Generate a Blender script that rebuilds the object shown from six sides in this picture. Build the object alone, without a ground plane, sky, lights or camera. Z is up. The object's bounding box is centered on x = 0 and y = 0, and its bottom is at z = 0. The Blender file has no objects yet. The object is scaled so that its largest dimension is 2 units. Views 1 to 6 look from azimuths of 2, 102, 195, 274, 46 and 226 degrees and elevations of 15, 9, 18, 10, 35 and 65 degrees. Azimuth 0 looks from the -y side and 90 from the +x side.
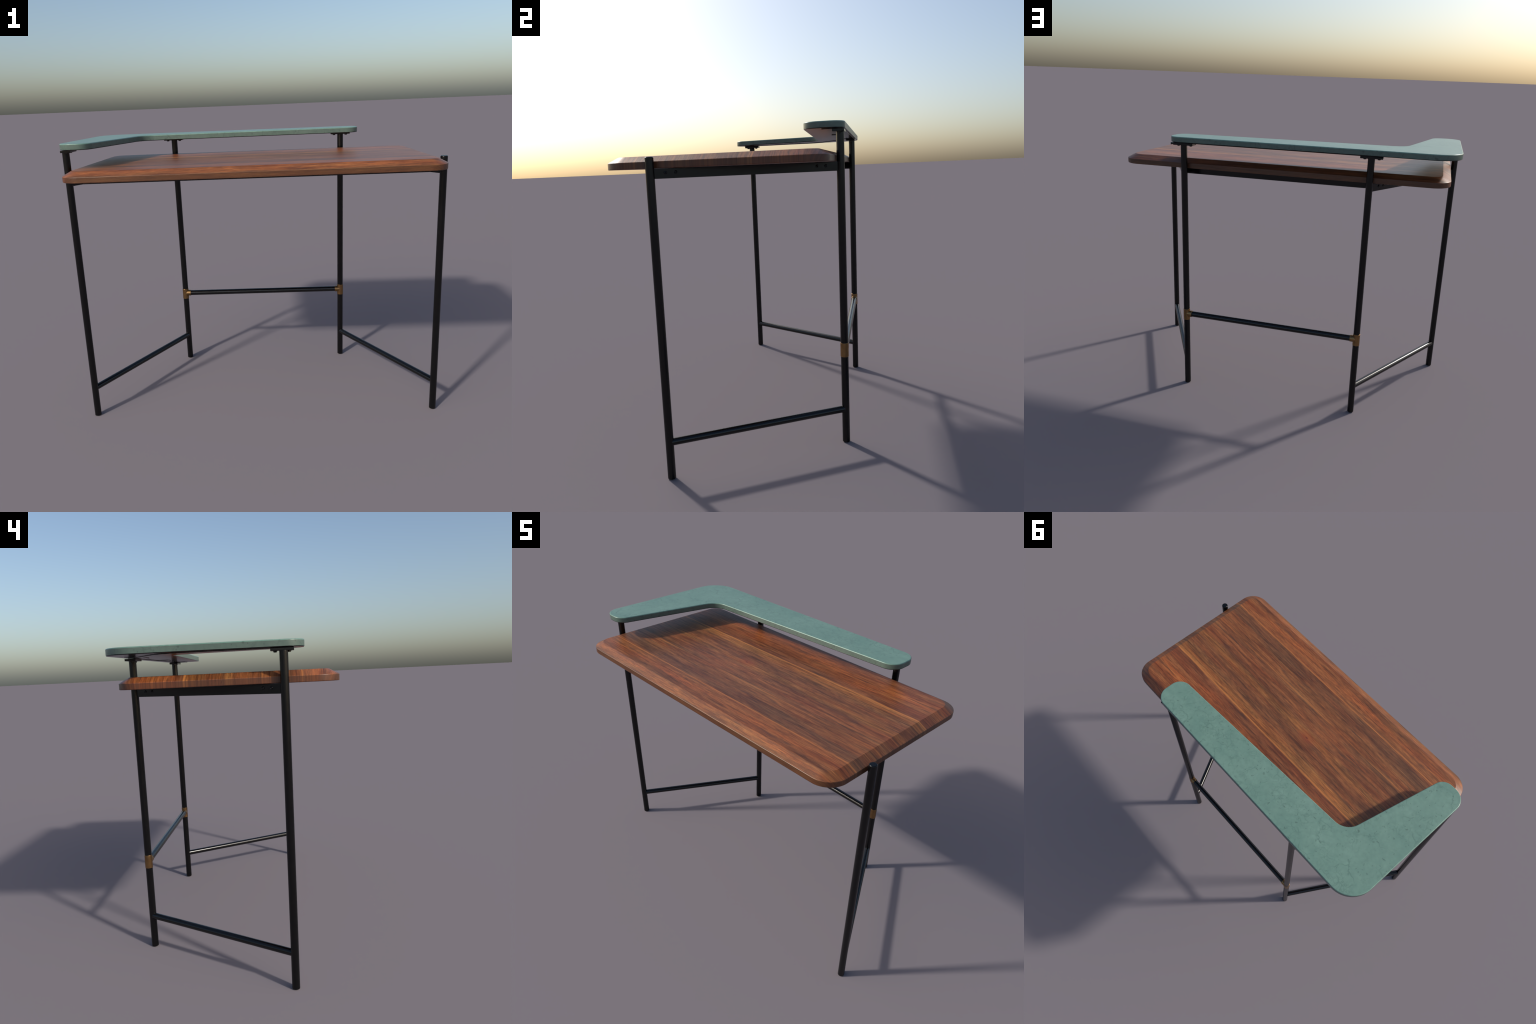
"""Writing desk: walnut top on slim black tube legs, brass tee connectors,
and an L-shaped green marble shelf raised above the back and left edges."""
import bpy, bmesh, math
from mathutils import Vector, Matrix

# ------------------------------------------------------------------ sizes (m)
LEG_R = 0.0187
FRONT_X, FRONT_Y = 0.9806, -0.275
BACK_X, BACK_Y = 0.5375, 0.4910
LEG_TOP = 1.5360            # legs that carry the shelf
SHORT_LEG_TOP = 1.4485      # front right leg, capped just above the desk top
WOOD_Z0, WOOD_EDGE_Z, WOOD_Z1 = 1.3998, 1.4288, 1.4537
WOOD_X, WOOD_Y0, WOOD_Y1 = 0.9570, -0.5160, 0.4718
SHELF_Z0, SHELF_Z1 = 1.5495, 1.5820
RUNG_Z, RUNG_R = 0.1735, 0.0170
BAR_Z, BAR_R = 0.4855, 0.0174

# ------------------------------------------------------------------ helpers
def lin(r, g, b):
    f = lambda c: (c / 12.92 if c <= 0.04045 else ((c + 0.055) / 1.055) ** 2.4)
    return (f(r / 255), f(g / 255), f(b / 255), 1.0)

def new_object(name, mesh, mat, parent, loc=(0, 0, 0), rot_z=0.0):
    ob = bpy.data.objects.new(name, mesh)
    bpy.context.scene.collection.objects.link(ob)
    ob.location = loc
    ob.rotation_euler = (0, 0, rot_z)
    ob.parent = parent
    if mat is not None and not mesh.materials:
        mesh.materials.append(mat)
    return ob

def mesh_from_bm(name, bm, smooth=True):
    bmesh.ops.recalc_face_normals(bm, faces=bm.faces)
    me = bpy.data.meshes.new(name)
    bm.to_mesh(me)
    bm.free()
    for p in me.polygons:
        p.use_smooth = smooth
    return me

def weighted(ob):
    m = ob.modifiers.new("weighted_normals", 'WEIGHTED_NORMAL')
    m.keep_sharp = True
    m.weight = 100
    m.mode = 'FACE_AREA'

def fillet_outline(corners, seg=14):
    """corners: (x, y, radius), counter-clockwise. Returns points + outward normals."""
    pts, nrm = [], []
    n = len(corners)
    for i in range(n):
        p = Vector(corners[i][:2]); r = corners[i][2]
        a = (Vector(corners[i - 1][:2]) - p).normalized()
        b = (Vector(corners[(i + 1) % n][:2]) - p).normalized()
        half = a.angle(b) / 2
        convex = (-a).x * b.y - (-a).y * b.x > 0
        c = p + (a + b).normalized() * (r / math.sin(half))
        t0 = p + a * (r / math.tan(half)) - c
        t1 = p + b * (r / math.tan(half)) - c
        a0 = math.atan2(t0.y, t0.x); a1 = math.atan2(t1.y, t1.x)
        d = (a1 - a0 + math.pi) % (2 * math.pi) - math.pi
        for k in range(seg + 1):
            t = a0 + d * k / seg
            u = Vector((math.cos(t), math.sin(t)))
            pts.append(c + u * r)
            nrm.append(u if convex else -u)
    return pts, nrm

def slab(name, corners, levels, seg=14, edge_levels=()):
    """Stack inset copies of a filleted outline: levels = [(inset, z), ...].
    Bands listed in edge_levels take the second material (the darker upright edge)."""
    pts, nrm = fillet_outline(corners, seg)
    bm = bmesh.new()
    loops = []
    for inset, z in levels:
        loops.append([bm.verts.new((p.x - q.x * inset, p.y - q.y * inset, z))
                      for p, q in zip(pts, nrm)])
    m = len(pts)
    for band, (lo, hi) in enumerate(zip(loops, loops[1:])):
        for i in range(m):
            j = (i + 1) % m
            f = bm.faces.new((lo[i], lo[j], hi[j], hi[i]))
            f.material_index = 1 if band in edge_levels else 0
    bm.faces.new(list(reversed(loops[0])))
    bm.faces.new(loops[-1])
    return mesh_from_bm(name, bm)

def arc_levels(z_flat, z_side, r, start_inset=0.0, n=5):
    """Quarter-round from the flat (inset r) to the side (inset 0) or back."""
    out = []
    for k in range(n + 1):
        t = math.pi / 2 * k / n
        out.append((start_inset + r - r * math.sin(t),
                    z_side + (z_flat - z_side) * math.cos(t)))
    return out

def lathe(bm, profile, matrix=None, seg=48, close_ends=True):
    """profile: (radius, z) from bottom to top, spun round z."""
    rings = []
    for r, z in profile:
        rings.append([bm.verts.new((r * math.cos(2 * math.pi * k / seg),
                                    r * math.sin(2 * math.pi * k / seg), z))
                      for k in range(seg)])
    for lo, hi in zip(rings, rings[1:]):
        for k in range(seg):
            bm.faces.new((lo[k], lo[(k + 1) % seg], hi[(k + 1) % seg], hi[k]))
    if close_ends:
        bm.faces.new(list(reversed(rings[0])))
        bm.faces.new(rings[-1])
    if matrix is not None:
        for ring in rings:
            for v in ring:
                v.co = matrix @ v.co

def rod_profile(r, length, b0, b1, n=4):
    prof = [(r - b0 + b0 * math.sin(math.pi / 2 * k / n),
             b0 - b0 * math.cos(math.pi / 2 * k / n)) for k in range(n + 1)]
    prof += [(r - b1 + b1 * math.cos(math.pi / 2 * k / n),
              length - b1 + b1 * math.sin(math.pi / 2 * k / n)) for k in range(n + 1)]
    return prof

def rod_mesh(name, r, length, b0, b1, seg=48):
    bm = bmesh.new()
    lathe(bm, rod_profile(r, length, b0, b1), seg=seg)
    return mesh_from_bm(name, bm)

def box_mesh(name, sx, sy, sz, bevel=0.0012):
    bm = bmesh.new()
    bmesh.ops.create_cube(bm, size=1.0)
    bmesh.ops.scale(bm, vec=(sx, sy, sz), verts=bm.verts)
    bmesh.ops.bevel(bm, geom=list(bm.edges), offset=bevel, segments=3, profile=0.5,
                    affect='EDGES')
    return mesh_from_bm(name, bm)

def rod_between(name, r, p, q, mat, parent, bevel=0.002):
    p, q = Vector(p), Vector(q)
    ob = new_object(name, rod_mesh(name, r, (q - p).length, bevel, bevel), mat, parent, p)
    ob.rotation_euler = (q - p).to_track_quat('Z', 'Y').to_euler()
    weighted(ob)
    return ob

# ------------------------------------------------------------------ materials
class Graph:
    """Small wrapper to write node trees briefly."""
    def __init__(self, name):
        self.mat = bpy.data.materials.new(name)
        self.mat.use_nodes = True
        self.nt = self.mat.node_tree
        self.nt.nodes.clear()
        self.out = self.nt.nodes.new('ShaderNodeOutputMaterial')
        self.bsdf = self.nt.nodes.new('ShaderNodeBsdfPrincipled')
        self.nt.links.new(self.bsdf.outputs[0], self.out.inputs[0])

    def put(self, socket, v):
        if isinstance(v, bpy.types.NodeSocket):
            self.nt.links.new(v, socket)
        elif v is not None:
            socket.default_value = v

    def math(self, op, a, b=None, c=None, clamp=False):
        n = self.nt.nodes.new('ShaderNodeMath'); n.operation = op; n.use_clamp = clamp
        for s, v in zip(n.inputs, (a, b, c)):
            self.put(s, v)
        return n.outputs[0]

    def sep(self, v):
        n = self.nt.nodes.new('ShaderNodeSeparateXYZ'); self.put(n.inputs[0], v); return n.outputs

    def comb(self, x, y, z):
        n = self.nt.nodes.new('ShaderNodeCombineXYZ')
        for s, v in zip(n.inputs, (x, y, z)):
            self.put(s, v)
        return n.outputs[0]

    def coords(self):
        return self.nt.nodes.new('ShaderNodeTexCoord').outputs

    def mapping(self, v, scale=(1, 1, 1), loc=(0, 0, 0), rot=(0, 0, 0)):
        n = self.nt.nodes.new('ShaderNodeMapping')
        self.put(n.inputs['Vector'], v)
        n.inputs['Scale'].default_value = scale
        n.inputs['Location'].default_value = loc
        n.inputs['Rotation'].default_value = rot
        return n.outputs[0]

    def noise(self, v, scale, detail=4.0, rough=0.55, dist=0.0):
        n = self.nt.nodes.new('ShaderNodeTexNoise')
        self.put(n.inputs['Vector'], v)
        n.inputs['Scale'].default_value = scale
        n.inputs['Detail'].default_value = detail
        n.inputs['Roughness'].default_value = rough
        n.inputs['Distortion'].default_value = dist
        return n.outputs['Fac']

    def noise_vec(self, v, scale, detail=3.0):
        n = self.nt.nodes.new('ShaderNodeTexNoise')
        self.put(n.inputs['Vector'], v)
        n.inputs['Scale'].default_value = scale
        n.inputs['Detail'].default_value = detail
        return n.outputs['Color']

    def voronoi(self, v, scale, feature='F1', rnd=1.0):
        n = self.nt.nodes.new('ShaderNodeTexVoronoi')
        n.feature = feature
        self.put(n.inputs['Vector'], v)
        n.inputs['Scale'].default_value = scale
        n.inputs['Randomness'].default_value = rnd
        return n.outputs

    def vadd(self, a, b, scale):
        s = self.nt.nodes.new('ShaderNodeVectorMath'); s.operation = 'MULTIPLY_ADD'
        self.put(s.inputs[0], b); s.inputs[1].default_value = (scale,) * 3; self.put(s.inputs[2], a)
        return s.outputs[0]

    def ramp(self, fac, stops, interp='LINEAR'):
        n = self.nt.nodes.new('ShaderNodeValToRGB')
        n.color_ramp.interpolation = interp
        el = n.color_ramp.elements
        while len(el) < len(stops):
            el.new(0.5)
        for e, (p, c) in zip(el, stops):
            e.position = p
            e.color = c if len(c) == 4 else (*c, 1)
        self.put(n.inputs[0], fac)
        return n.outputs[0]

    def step(self, v, lo, hi):
        n = self.nt.nodes.new('ShaderNodeMapRange'); n.interpolation_type = 'SMOOTHSTEP'
        self.put(n.inputs[0], v)
        n.inputs[1].default_value = lo; n.inputs[2].default_value = hi
        return n.outputs[0]

    def remap(self, v, lo, hi, a, b):
        n = self.nt.nodes.new('ShaderNodeMapRange')
        self.put(n.inputs[0], v)
        for i, q in enumerate((lo, hi, a, b)):
            n.inputs[1 + i].default_value = q
        return n.outputs[0]

    def mix(self, fac, a, b, mode='MIX'):
        n = self.nt.nodes.new('ShaderNodeMix'); n.data_type = 'RGBA'; n.blend_type = mode
        self.put(n.inputs[0], fac); self.put(n.inputs[6], a); self.put(n.inputs[7], b)
        return n.outputs[2]

    def bump(self, h, strength, distance):
        n = self.nt.nodes.new('ShaderNodeBump')
        n.inputs['Strength'].default_value = strength
        n.inputs['Distance'].default_value = distance
        self.put(n.inputs['Height'], h)
        self.put(self.bsdf.inputs['Normal'], n.outputs[0])

    def set(self, **kw):
        for k, v in kw.items():
            self.put(self.bsdf.inputs[k.replace('_', ' ')], v)
        return self.mat


def wood_material(name="walnut", tint=None):
    g = Graph(name)
    tc = g.coords()
    px, py, pz = g.sep(tc['Object'])
    nx, ny, nz = g.sep(tc['Normal'])
    # across-grain coordinate: rolls over the front and back edges, and runs
    # straight down the two ends so the boards show as end stripes there
    drop = g.math('SUBTRACT', WOOD_Z1, pz)
    yy = g.math('MULTIPLY_ADD', ny, drop, py)
    flat = g.comb(px, yy, 0.0)
    # board bands: position across the boards, gently wavering along the grain
    wav = g.noise(g.mapping(flat, (1.1, 2.2, 1)), 1.6, 2.0)
    wav2 = g.noise(g.mapping(flat, (2.5, 16, 1), (3, 7, 0)), 1.0, 3.0)
    yb = g.math('ADD', yy, g.math('MULTIPLY_ADD', wav, 0.030, -0.015))
    yb = g.math('ADD', yb, g.math('MULTIPLY_ADD', wav2, 0.044, -0.022))
    pos = lambda y: (y + 0.60) / 1.20
    tone = [(-0.575, (104, 66, 38)), (-0.550, (116, 76, 41)), (-0.530, (106, 66, 38)),
            (-0.495, (132, 78, 43)), (-0.455, (118, 69, 40)), (-0.425, (138, 80, 44)),
            (-0.365, (130, 76, 43)), (-0.335, (106, 66, 42)), (-0.285, (106, 66, 42)),
            (-0.250, (123, 75, 44)), (-0.185, (127, 77, 45)), (-0.165, (114, 70, 43)),
            (-0.110, (124, 73, 43)), (-0.060, (116, 68, 41)), (-0.030, (136, 86, 48)),
            (0.010, (122, 73, 43)), (0.045, (106, 64, 40)), (0.085, (122, 75, 45)),
            (0.120, (136, 86, 48))]
    front = g.ramp(g.remap(yb, -0.6, 0.6, 0, 1), [(pos(y), lin(*c)) for y, c in tone])
    tone2 = [(0.170, (116, 67, 42)), (0.215, (120, 69, 42)), (0.255, (129, 73, 42)),
             (0.300, (144, 82, 45)), (0.350, (131, 74, 42)), (0.420, (120, 70, 42)),
             (0.470, (104, 60, 37)), (0.500, (98, 60, 37)), (0.520, (118, 76, 42)),
             (0.550, (108, 68, 39))]
    back = g.ramp(g.remap(yb, -0.6, 0.6, 0, 1), [(pos(y), lin(*c)) for y, c in tone2])
    # glue line between the tan board and the red board stays almost straight
    wav3 = g.noise(g.mapping(flat, (1.2, 0.1, 1)), 1.5, 1.0)
    yl = g.math('ADD', yy, g.math('MULTIPLY_ADD', wav3, 0.014, -0.007))
    col = g.mix(g.step(yl, 0.1635, 0.1675), front, back)
    # broad colour drift inside the boards, in lightness and between red and tan
    drift = g.noise(g.mapping(flat, (1.8, 13, 1), (1.7, 4.1, 0)), 1.0, 4.0, 0.6, 0.4)
    col = g.mix(1.0, col, g.ramp(drift, [(0.30, (0.66, 0.64, 0.64)), (0.5, (1.0, 1.0, 1.0)),
                                         (0.70, (1.22, 1.26, 1.22))]), 'MULTIPLY')
    hue = g.noise(g.mapping(flat, (2.4, 24, 1), (5.2, 0.4, 0)), 1.0, 4.0, 0.6, 0.3)
    col = g.mix(1.0, col, g.ramp(hue, [(0.32, (1.06, 0.90, 0.84)), (0.5, (1.0, 1.0, 1.0)),
                                       (0.68, (0.94, 1.08, 1.16))]), 'MULTIPLY')
    # streaks of early and late wood, short and broken
    grain = g.noise(g.mapping(flat, (4.2, 78, 1), (0.3, 1.1, 0)), 1.0, 5.0, 0.62, 0.6)
    col = g.mix(1.0, col, g.ramp(grain, [(0.34, (0.56, 0.53, 0.55)), (0.50, (1.0, 1.0, 1.0)),
                                         (0.66, (1.36, 1.42, 1.40))]), 'MULTIPLY')
    fine = g.noise(g.mapping(flat, (20, 215, 1)), 1.0, 3.0, 0.7, 0.5)
    col = g.mix(1.0, col, g.ramp(fine, [(0.33, (0.66, 0.64, 0.64)), (0.5, (1, 1, 1)),
                                        (0.67, (1.26, 1.28, 1.30))]), 'MULTIPLY')
    # sparse dark pores and mineral streaks
    dark = g.noise(g.mapping(flat, (2.2, 26, 1), (9, 3, 0)), 1.0, 5.0, 0.62, 0.9)
    col = g.mix(g.math('MULTIPLY', g.step(dark, 0.57, 0.70), 0.60), col, lin(66, 48, 40))
    pore = g.noise(g.mapping(flat, (11, 170, 1), (2, 6, 0)), 1.0, 3.0, 0.6, 0.4)
    gate = g.step(g.noise(g.mapping(flat, (2.0, 9, 1), (8, 1, 0)), 1.0, 3.0), 0.36, 0.62)
    col = g.mix(g.math('MULTIPLY', g.math('MULTIPLY', g.step(pore, 0.54, 0.66), gate), 0.62), col,
                lin(58, 40, 34))
    # pale threads where the boards meet and here and there between
    for y0, w, amt in ((0.1585, 0.0065, 0.78), (-0.352, 0.0058, 0.66), (-0.181, 0.0055, 0.55)):
        d = g.math('ABSOLUTE', g.math('SUBTRACT', yl, y0))
        m = g.math('SUBTRACT', 1.0, g.step(d, 0.0006, w))
        br = g.noise(g.mapping(flat, (2.4, 3, 1), (y0 * 40, 0, 0)), 1.0, 2.0)
        m = g.math('MULTIPLY', m, g.math('MULTIPLY', g.step(br, 0.28, 0.55), amt))
        col = g.mix(m, col, lin(182, 114, 62))
    # one dark streak near the front edge and a small red knot
    sx = g.math('MULTIPLY', g.math('SUBTRACT', px, 0.53), 1.0)
    sy = g.math('MULTIPLY', g.math('MULTIPLY_ADD', sx, 0.05, g.math('ADD', yb, 0.447)), 11.0)
    rr = g.math('SQRT', g.math('ADD', g.math('POWER', sx, 2.0), g.math('POWER', sy, 2.0)))
    col = g.mix(g.math('MULTIPLY', g.math('SUBTRACT', 1.0, g.step(rr, 0.02, 0.16)), 0.6), col,
                lin(72, 42, 34))
    kx = g.math('MULTIPLY', g.math('ADD', px, 0.11), 0.45)
    ky = g.math('ADD', yy, 0.011)
    kr = g.math('SQRT', g.math('ADD', g.math('POWER', kx, 2.0), g.math('POWER', ky, 2.0)))
    col = g.mix(g.math('MULTIPLY', g.math('SUBTRACT', 1.0, g.step(kr, 0.004, 0.045)), 0.45), col,
                lin(140, 58, 32))
    col = g.mix(g.math('MULTIPLY', g.math('SUBTRACT', 1.0, g.step(kr, 0.002, 0.006)), 0.7), col,
                lin(80, 32, 24))
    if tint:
        # upright edges: boards evened out towards one brown, then the whole darkened
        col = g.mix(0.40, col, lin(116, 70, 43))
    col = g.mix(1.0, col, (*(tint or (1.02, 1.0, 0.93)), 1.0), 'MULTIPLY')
    g.bump(g.math('ADD', grain, fine), 0.10, 0.002)
    rough = g.remap(grain, 0.2, 0.8, 0.42, 0.34)
    return g.set(Base_Color=col, Roughness=rough)


def marble_material(name="green_marble", tint=None):
    g = Graph(name)
    o = g.coords()['Object']
    warp = g.vadd(g.vadd(o, g.noise_vec(o, 7.0), 0.16), g.noise_vec(o, 40.0), 0.025)
    mott = g.noise(o, 7.0, 5.0, 0.6, 0.6)
    col = g.ramp(mott, [(0.30, lin(101, 132, 119)), (0.52, lin(107, 137, 123)),
                        (0.72, lin(114, 144, 130))])
    cloud = g.noise(g.mapping(o, (1, 1, 1), (4, 2, 0)), 38.0, 4.0, 0.6)
    col = g.mix(1.0, col, g.ramp(cloud, [(0.3, (0.90, 0.90, 0.91)), (0.7, (1.05, 1.05, 1.04))]),
                'MULTIPLY')
    # hair veins: cell borders of a warped pattern, broken up
    for sc, w, amt, off in ((7.0, 0.034, 0.42, 0.0), (15.0, 0.060, 0.34, 5.0), (31.0, 0.10, 0.28, 2.0)):
        e = g.voronoi(g.mapping(warp, (1, 1, 1), (off, off, 0)), sc, 'DISTANCE_TO_EDGE')['Distance']
        gate = g.step(g.noise(g.mapping(o, (1, 1, 1), (off + 1, 3, 0)), 9.0, 3.0), 0.50, 0.66)
        m = g.math('MULTIPLY', g.math('SUBTRACT', 1.0, g.step(e, 0.0, w)), gate)
        col = g.mix(g.math('MULTIPLY', m, amt), col, lin(66, 92, 82))
    # short dark flecks, some curved
    w2 = g.vadd(o, g.noise_vec(o, 26.0), 0.035)
    for sc, st, rot, lo, hi, amt, off in ((13, (1, 2.8, 1), 0.9, 0.06, 0.17, 0.70, 0),
                                          (24, (2.4, 1, 1), 0.4, 0.08, 0.20, 0.62, 8),
                                          (9, (3.4, 1, 1), -0.6, 0.04, 0.11, 0.72, 3),
                                          (40, (1, 1.6, 1), 0.2, 0.10, 0.22, 0.55, 11)):
        v = g.voronoi(g.mapping(w2, st, (off, off, 0), (0, 0, rot)), sc)
        pick = g.sep(v['Color'])[0]
        m = g.math('MULTIPLY', g.math('SUBTRACT', 1.0, g.step(v['Distance'], lo, hi)),
                   g.step(pick, 0.55, 0.72))
        col = g.mix(g.math('MULTIPLY', m, amt * 0.85), col, lin(66, 86, 77))
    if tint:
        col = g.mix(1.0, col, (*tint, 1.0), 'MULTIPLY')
    return g.set(Base_Color=col, Roughness=0.33)


def black_material(name, rough, spec):
    g = Graph(name)
    o = g.coords()['Object']
    n = g.noise(o, 60.0, 3.0)
    col = g.ramp(n, [(0.3, (0.0014, 0.0014, 0.0015)), (0.7, (0.0024, 0.0024, 0.0026))])
    return g.set(Base_Color=col, Specular_IOR_Level=spec, Roughness=g.remap(n, 0.3, 0.7, rough - 0.01, rough + 0.01))


def brass_material():
    g = Graph("aged_brass")
    o = g.coords()['Object']
    n = g.noise(o, 45.0, 4.0)
    col = g.ramp(n, [(0.3, (0.26, 0.155, 0.068)), (0.7, (0.31, 0.185, 0.082))])
    return g.set(Base_Color=col, Metallic=1.0, Roughness=g.remap(n, 0.3, 0.7, 0.30, 0.38))

WOOD = wood_material()
WOOD_EDGE = wood_material("dark_walnut_edge", (0.58, 0.56, 0.58))
MARBLE = marble_material()
MARBLE_EDGE = marble_material("dark_marble_edge", (0.66, 0.56, 0.58))
BLACK = black_material("black_enamel", 0.21, 0.46)
BLACK_MATT = black_material("black_steel", 0.23, 0.37)
BRASS = brass_material()

# ------------------------------------------------------------------ the desk
desk = bpy.data.objects.new("writing_desk", None)
bpy.context.scene.collection.objects.link(desk)
desk["label"] = "walnut desk with green marble shelf on black tube legs"
desk["category"] = "desk"

# desk top: rounded rectangle with a wide chamfer above a short upright edge
CH = 0.046
wood_levels = ([(0.0030, WOOD_Z0), (0.0012, WOOD_Z0 + 0.0006), (0.0004, WOOD_Z0 + 0.0018),
                (0.0, WOOD_Z0 + 0.0034), (0.0, WOOD_EDGE_Z - 0.0020),
                (0.0005, WOOD_EDGE_Z - 0.0004), (0.0018, WOOD_EDGE_Z + 0.0012),
                (CH - 0.0014, WOOD_Z1 - 0.0012), (CH, WOOD_Z1 - 0.0003), (CH + 0.002, WOOD_Z1)])
wood_corners = [(-WOOD_X, WOOD_Y0, 0.105), (WOOD_X, WOOD_Y0, 0.105),
                (WOOD_X, WOOD_Y1, 0.105), (-WOOD_X, WOOD_Y1, 0.105)]
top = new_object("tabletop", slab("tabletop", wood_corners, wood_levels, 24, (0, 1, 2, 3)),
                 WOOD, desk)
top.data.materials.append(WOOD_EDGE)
weighted(top)

# raised shelf: tapering long arm and short wing joined by a rounded corner
shelf_corners = [(-1.0, -0.3645, 0.080), (-0.837, -0.3645, 0.070), (-0.696, 0.2580, 0.10),
                 (0.632, 0.3275, 0.075), (0.632, 0.5170, 0.075), (-1.0, 0.5170, 0.145)]
UNDERSIDE_H = 0.0030
shelf_levels = ([(0.0012, SHELF_Z0 + UNDERSIDE_H), (0.0002, SHELF_Z0 + UNDERSIDE_H + 0.001)]
                + [(i, z) for i, z in reversed(arc_levels(SHELF_Z1, SHELF_Z1 - 0.0050, 0.0050))][::1])
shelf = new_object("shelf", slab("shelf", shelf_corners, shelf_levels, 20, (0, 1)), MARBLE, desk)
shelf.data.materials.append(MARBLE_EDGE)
weighted(shelf)
underside_levels = [(i + 0.0006, z) for i, z in
               arc_levels(SHELF_Z0, SHELF_Z0 + UNDERSIDE_H, UNDERSIDE_H)]
dark_underside = new_object("shelf_dark_underside", slab("shelf_dark_underside", shelf_corners, underside_levels, 20),
                     BLACK_MATT, shelf)
weighted(dark_underside)

# legs: three run up to the shelf, the fourth stops in a rounded cap
long_leg = rod_mesh("leg", LEG_R, LEG_TOP, 0.0022, 0.0010)
short_leg = rod_mesh("leg_capped", LEG_R, SHORT_LEG_TOP, 0.0022, 0.0050)
for me, x, y in ((long_leg, -FRONT_X, FRONT_Y), (short_leg, FRONT_X, FRONT_Y),
                 (long_leg, -BACK_X, BACK_Y), (long_leg, BACK_X, BACK_Y)):
    weighted(new_object("leg", me, BLACK_MATT, desk, (x, y, 0)))

# low side rungs, and the crossbar held in brass tees
for s in (-1, 1):
    rod_between("rung", RUNG_R, (s * FRONT_X, FRONT_Y, RUNG_Z), (s * BACK_X, BACK_Y, RUNG_Z),
                BLACK, desk)
rod_between("crossbar", BAR_R, (-BACK_X + 0.02, BACK_Y, BAR_Z), (BACK_X - 0.02, BACK_Y, BAR_Z),
            BLACK, desk)

def tee_mesh():
    bm = bmesh.new()
    lathe(bm, [(r, z - 0.0355) for r, z in rod_profile(0.0204, 0.071, 0.0016, 0.0016)], seg=56)
    to_x = Matrix.Translation((0, 0, BAR_Z - 0.4825)) @ Matrix.Rotation(math.pi / 2, 4, 'Y')
    lathe(bm, rod_profile(0.0200, 0.0372, 0.001, 0.0014), to_x, seg=56)
    return mesh_from_bm("pipe_connector", bm)

tee = tee_mesh()
for x, rot in ((-BACK_X, 0.0), (BACK_X, math.pi)):
    weighted(new_object("pipe_connector", tee, BRASS, desk, (x, BACK_Y, 0.4825), rot))

# side aprons between front and back legs, with two pairs of socket screws each
AP_Z0, AP_Z1 = 1.3558, 1.3992
side_vec = Vector((BACK_X - FRONT_X, BACK_Y - FRONT_Y, 0))
side_len = side_vec.length

def screw_mesh():
    """Button head with a sunk hexagonal socket; axis along z."""
    bm = bmesh.new()
    seg = 36
    hexr = lambda k, r: r / math.cos((2 * math.pi * k / seg) % (math.pi / 3) - math.pi / 6)
    prof = [(0.0072, 0.0), (0.0072, 0.0012), (0.0066, 0.0026), (0.0052, 0.0036), (0.0042, 0.0040)]
    rings = [[bm.verts.new((r * math.cos(2 * math.pi * k / seg), r * math.sin(2 * math.pi * k / seg), z))
              for k in range(seg)] for r, z in prof]
    for z in (0.0039, 0.0010):
        rings.append([bm.verts.new((hexr(k, 0.0029) * math.cos(2 * math.pi * k / seg),
                                    hexr(k, 0.0029) * math.sin(2 * math.pi * k / seg), z))
                      for k in range(seg)])
    for lo, hi in zip(rings, rings[1:]):
        for k in range(seg):
            bm.faces.new((lo[k], lo[(k + 1) % seg], hi[(k + 1) % seg], hi[k]))
    bm.faces.new(rings[-1])
    return mesh_from_bm("screw", bm)

screw = screw_mesh()
AP_T = 0.0100
apron_box = box_mesh("apron", side_len - 0.012, AP_T, AP_Z1 - AP_Z0)
for s in (-1, 1):
    f = Vector((s * FRONT_X, FRONT_Y, 0)); b = Vector((s * BACK_X, BACK_Y, 0))
    d = (b - f).normalized()
    ang = math.atan2(d.y, d.x)
    mid = (f + b) / 2
    apron = new_object("apron", apron_box, BLACK_MATT, desk,
                       (mid.x, mid.y, (AP_Z0 + AP_Z1) / 2), ang)
    weighted(apron)
    out_local = -1 if s > 0 else 1      # local y pointing away from the desk
    n_world = Vector((-d.y, d.x, 0)) * out_local
    if n_world.x * s < 0:
        out_local = -out_local
    for t in (0.064, 0.108, 0.762, 0.806):
        sc = new_object("screw", screw, BLACK_MATT, apron,
                        (t - side_len / 2, out_local * (AP_T / 2 - 0.0004), 0.0035))
        sc.rotation_euler = (-out_local * math.pi / 2, 0, 0)

# two cross beams under the top, from apron to apron
for y in (-0.200, 0.385):
    xw = FRONT_X + (BACK_X - FRONT_X) * (y - FRONT_Y) / (BACK_Y - FRONT_Y)
    beam = new_object("beam", box_mesh("beam", 2 * xw - 0.012, 0.026, AP_Z1 - AP_Z0 - 0.002),
                      BLACK_MATT, desk, (0, y, (AP_Z0 + AP_Z1) / 2 + 0.0002))
    weighted(beam)

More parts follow.
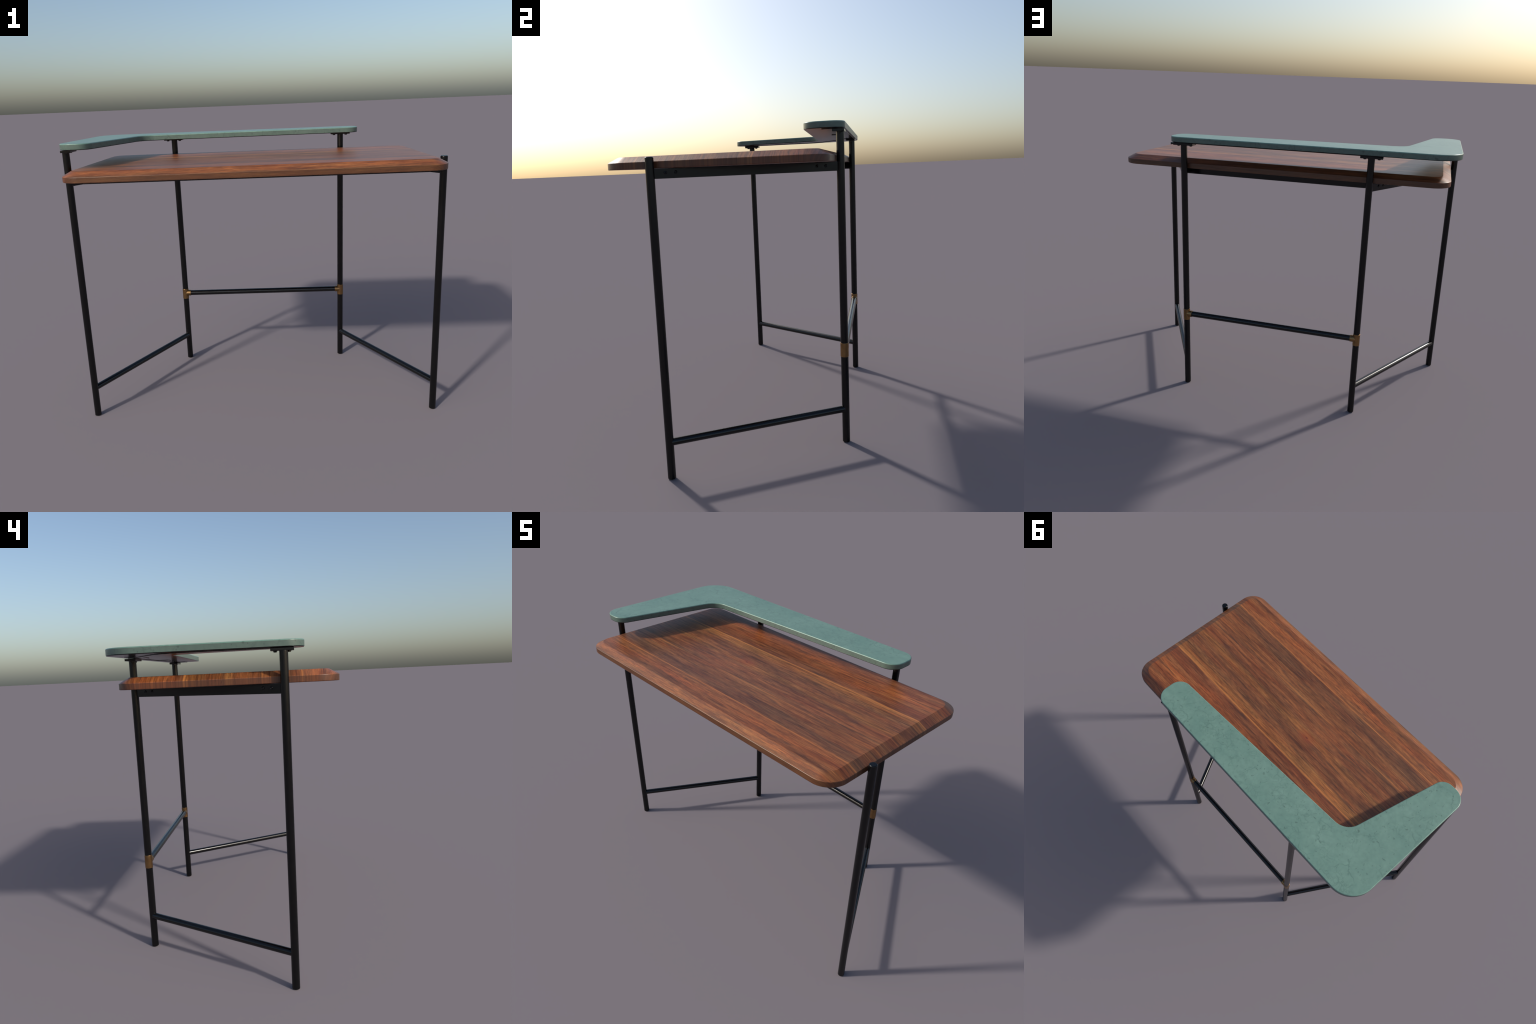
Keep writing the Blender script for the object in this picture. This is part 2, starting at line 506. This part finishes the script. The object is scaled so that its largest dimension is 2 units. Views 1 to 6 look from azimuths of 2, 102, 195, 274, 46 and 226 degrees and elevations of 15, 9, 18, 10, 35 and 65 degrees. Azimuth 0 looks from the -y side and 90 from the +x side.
# flat steel strip under the shelf, following its bend, with small tabs
def strip_mesh():
    path = [(0.598, 0.489), (-0.545, 0.489), (-0.905, 0.270), (-0.9450, 0.200), (-0.9450, -0.318)]
    half = 0.019
    left, right = [], []
    pts = [Vector(p) for p in path]
    for i, p in enumerate(pts):
        a = (p - pts[i - 1]).normalized() if i else (pts[1] - p).normalized()
        b = (pts[i + 1] - p).normalized() if i + 1 < len(pts) else a
        t = (a + b).normalized()
        n = Vector((-t.y, t.x))
        k = half / max(0.5, n.dot(Vector((-a.y, a.x))))
        left.append(p + n * k); right.append(p - n * k)
    z0, z1 = SHELF_Z0 - 0.0032, SHELF_Z0 - 0.0002
    bm = bmesh.new()
    def prism(poly):
        lo = [bm.verts.new((p[0], p[1], z0)) for p in poly]
        hi = [bm.verts.new((p[0], p[1], z1)) for p in poly]
        bm.faces.new(list(reversed(lo))); bm.faces.new(hi)
        for i in range(len(poly)):
            j = (i + 1) % len(poly)
            bm.faces.new((lo[i], lo[j], hi[j], hi[i]))
    for i in range(len(path) - 1):
        prism([left[i], left[i + 1], right[i + 1], right[i]][::1])
    for x in (0.545, -0.010, -0.555):
        prism([(x - 0.045, 0.410), (x + 0.045, 0.410), (x + 0.045, 0.471), (x - 0.045, 0.471)])
    prism([(-0.927, -0.01), (-0.880, -0.01), (-0.880, 0.05), (-0.927, 0.05)])
    bmesh.ops.remove_doubles(bm, verts=bm.verts, dist=1e-5)
    return mesh_from_bm("shelf_bracket", bm, smooth=False)

new_object("shelf_bracket", strip_mesh(), BLACK_MATT, desk)

# mounting plates on the three long legs, each with two hexagon bolts
def bolt_mesh():
    bm = bmesh.new()
    prof = [(0.0098, 0.0), (0.0098, -0.0022)]
    lathe(bm, [(r, z) for r, z in reversed(prof)], seg=28)
    lathe(bm, [(0.0068, -0.0068), (0.0082, -0.0058), (0.0082, 0.0)], seg=6)
    return mesh_from_bm("bolt", bm, smooth=False)

bolt = bolt_mesh()
PL_Z1 = SHELF_Z0 - 0.0034
PL_H = 0.0110
for x, y, sx, sy, off in ((-0.9675, -0.269, 0.053, 0.100, (0, 0.0300)),
                          (-BACK_X - 0.002, 0.486, 0.120, 0.055, (0.038, 0)),
                          (BACK_X - 0.002, 0.486, 0.120, 0.055, (0.038, 0))):
    plate = new_object("mounting_plate", box_mesh("mounting_plate", sx, sy, PL_H, 0.001),
                       BLACK_MATT, desk, (x, y, PL_Z1 - PL_H / 2))
    weighted(plate)
    for s in (-1, 1):
        new_object("bolt", bolt, BLACK_MATT, plate, (s * off[0], s * off[1], -PL_H / 2 + 0.0002))
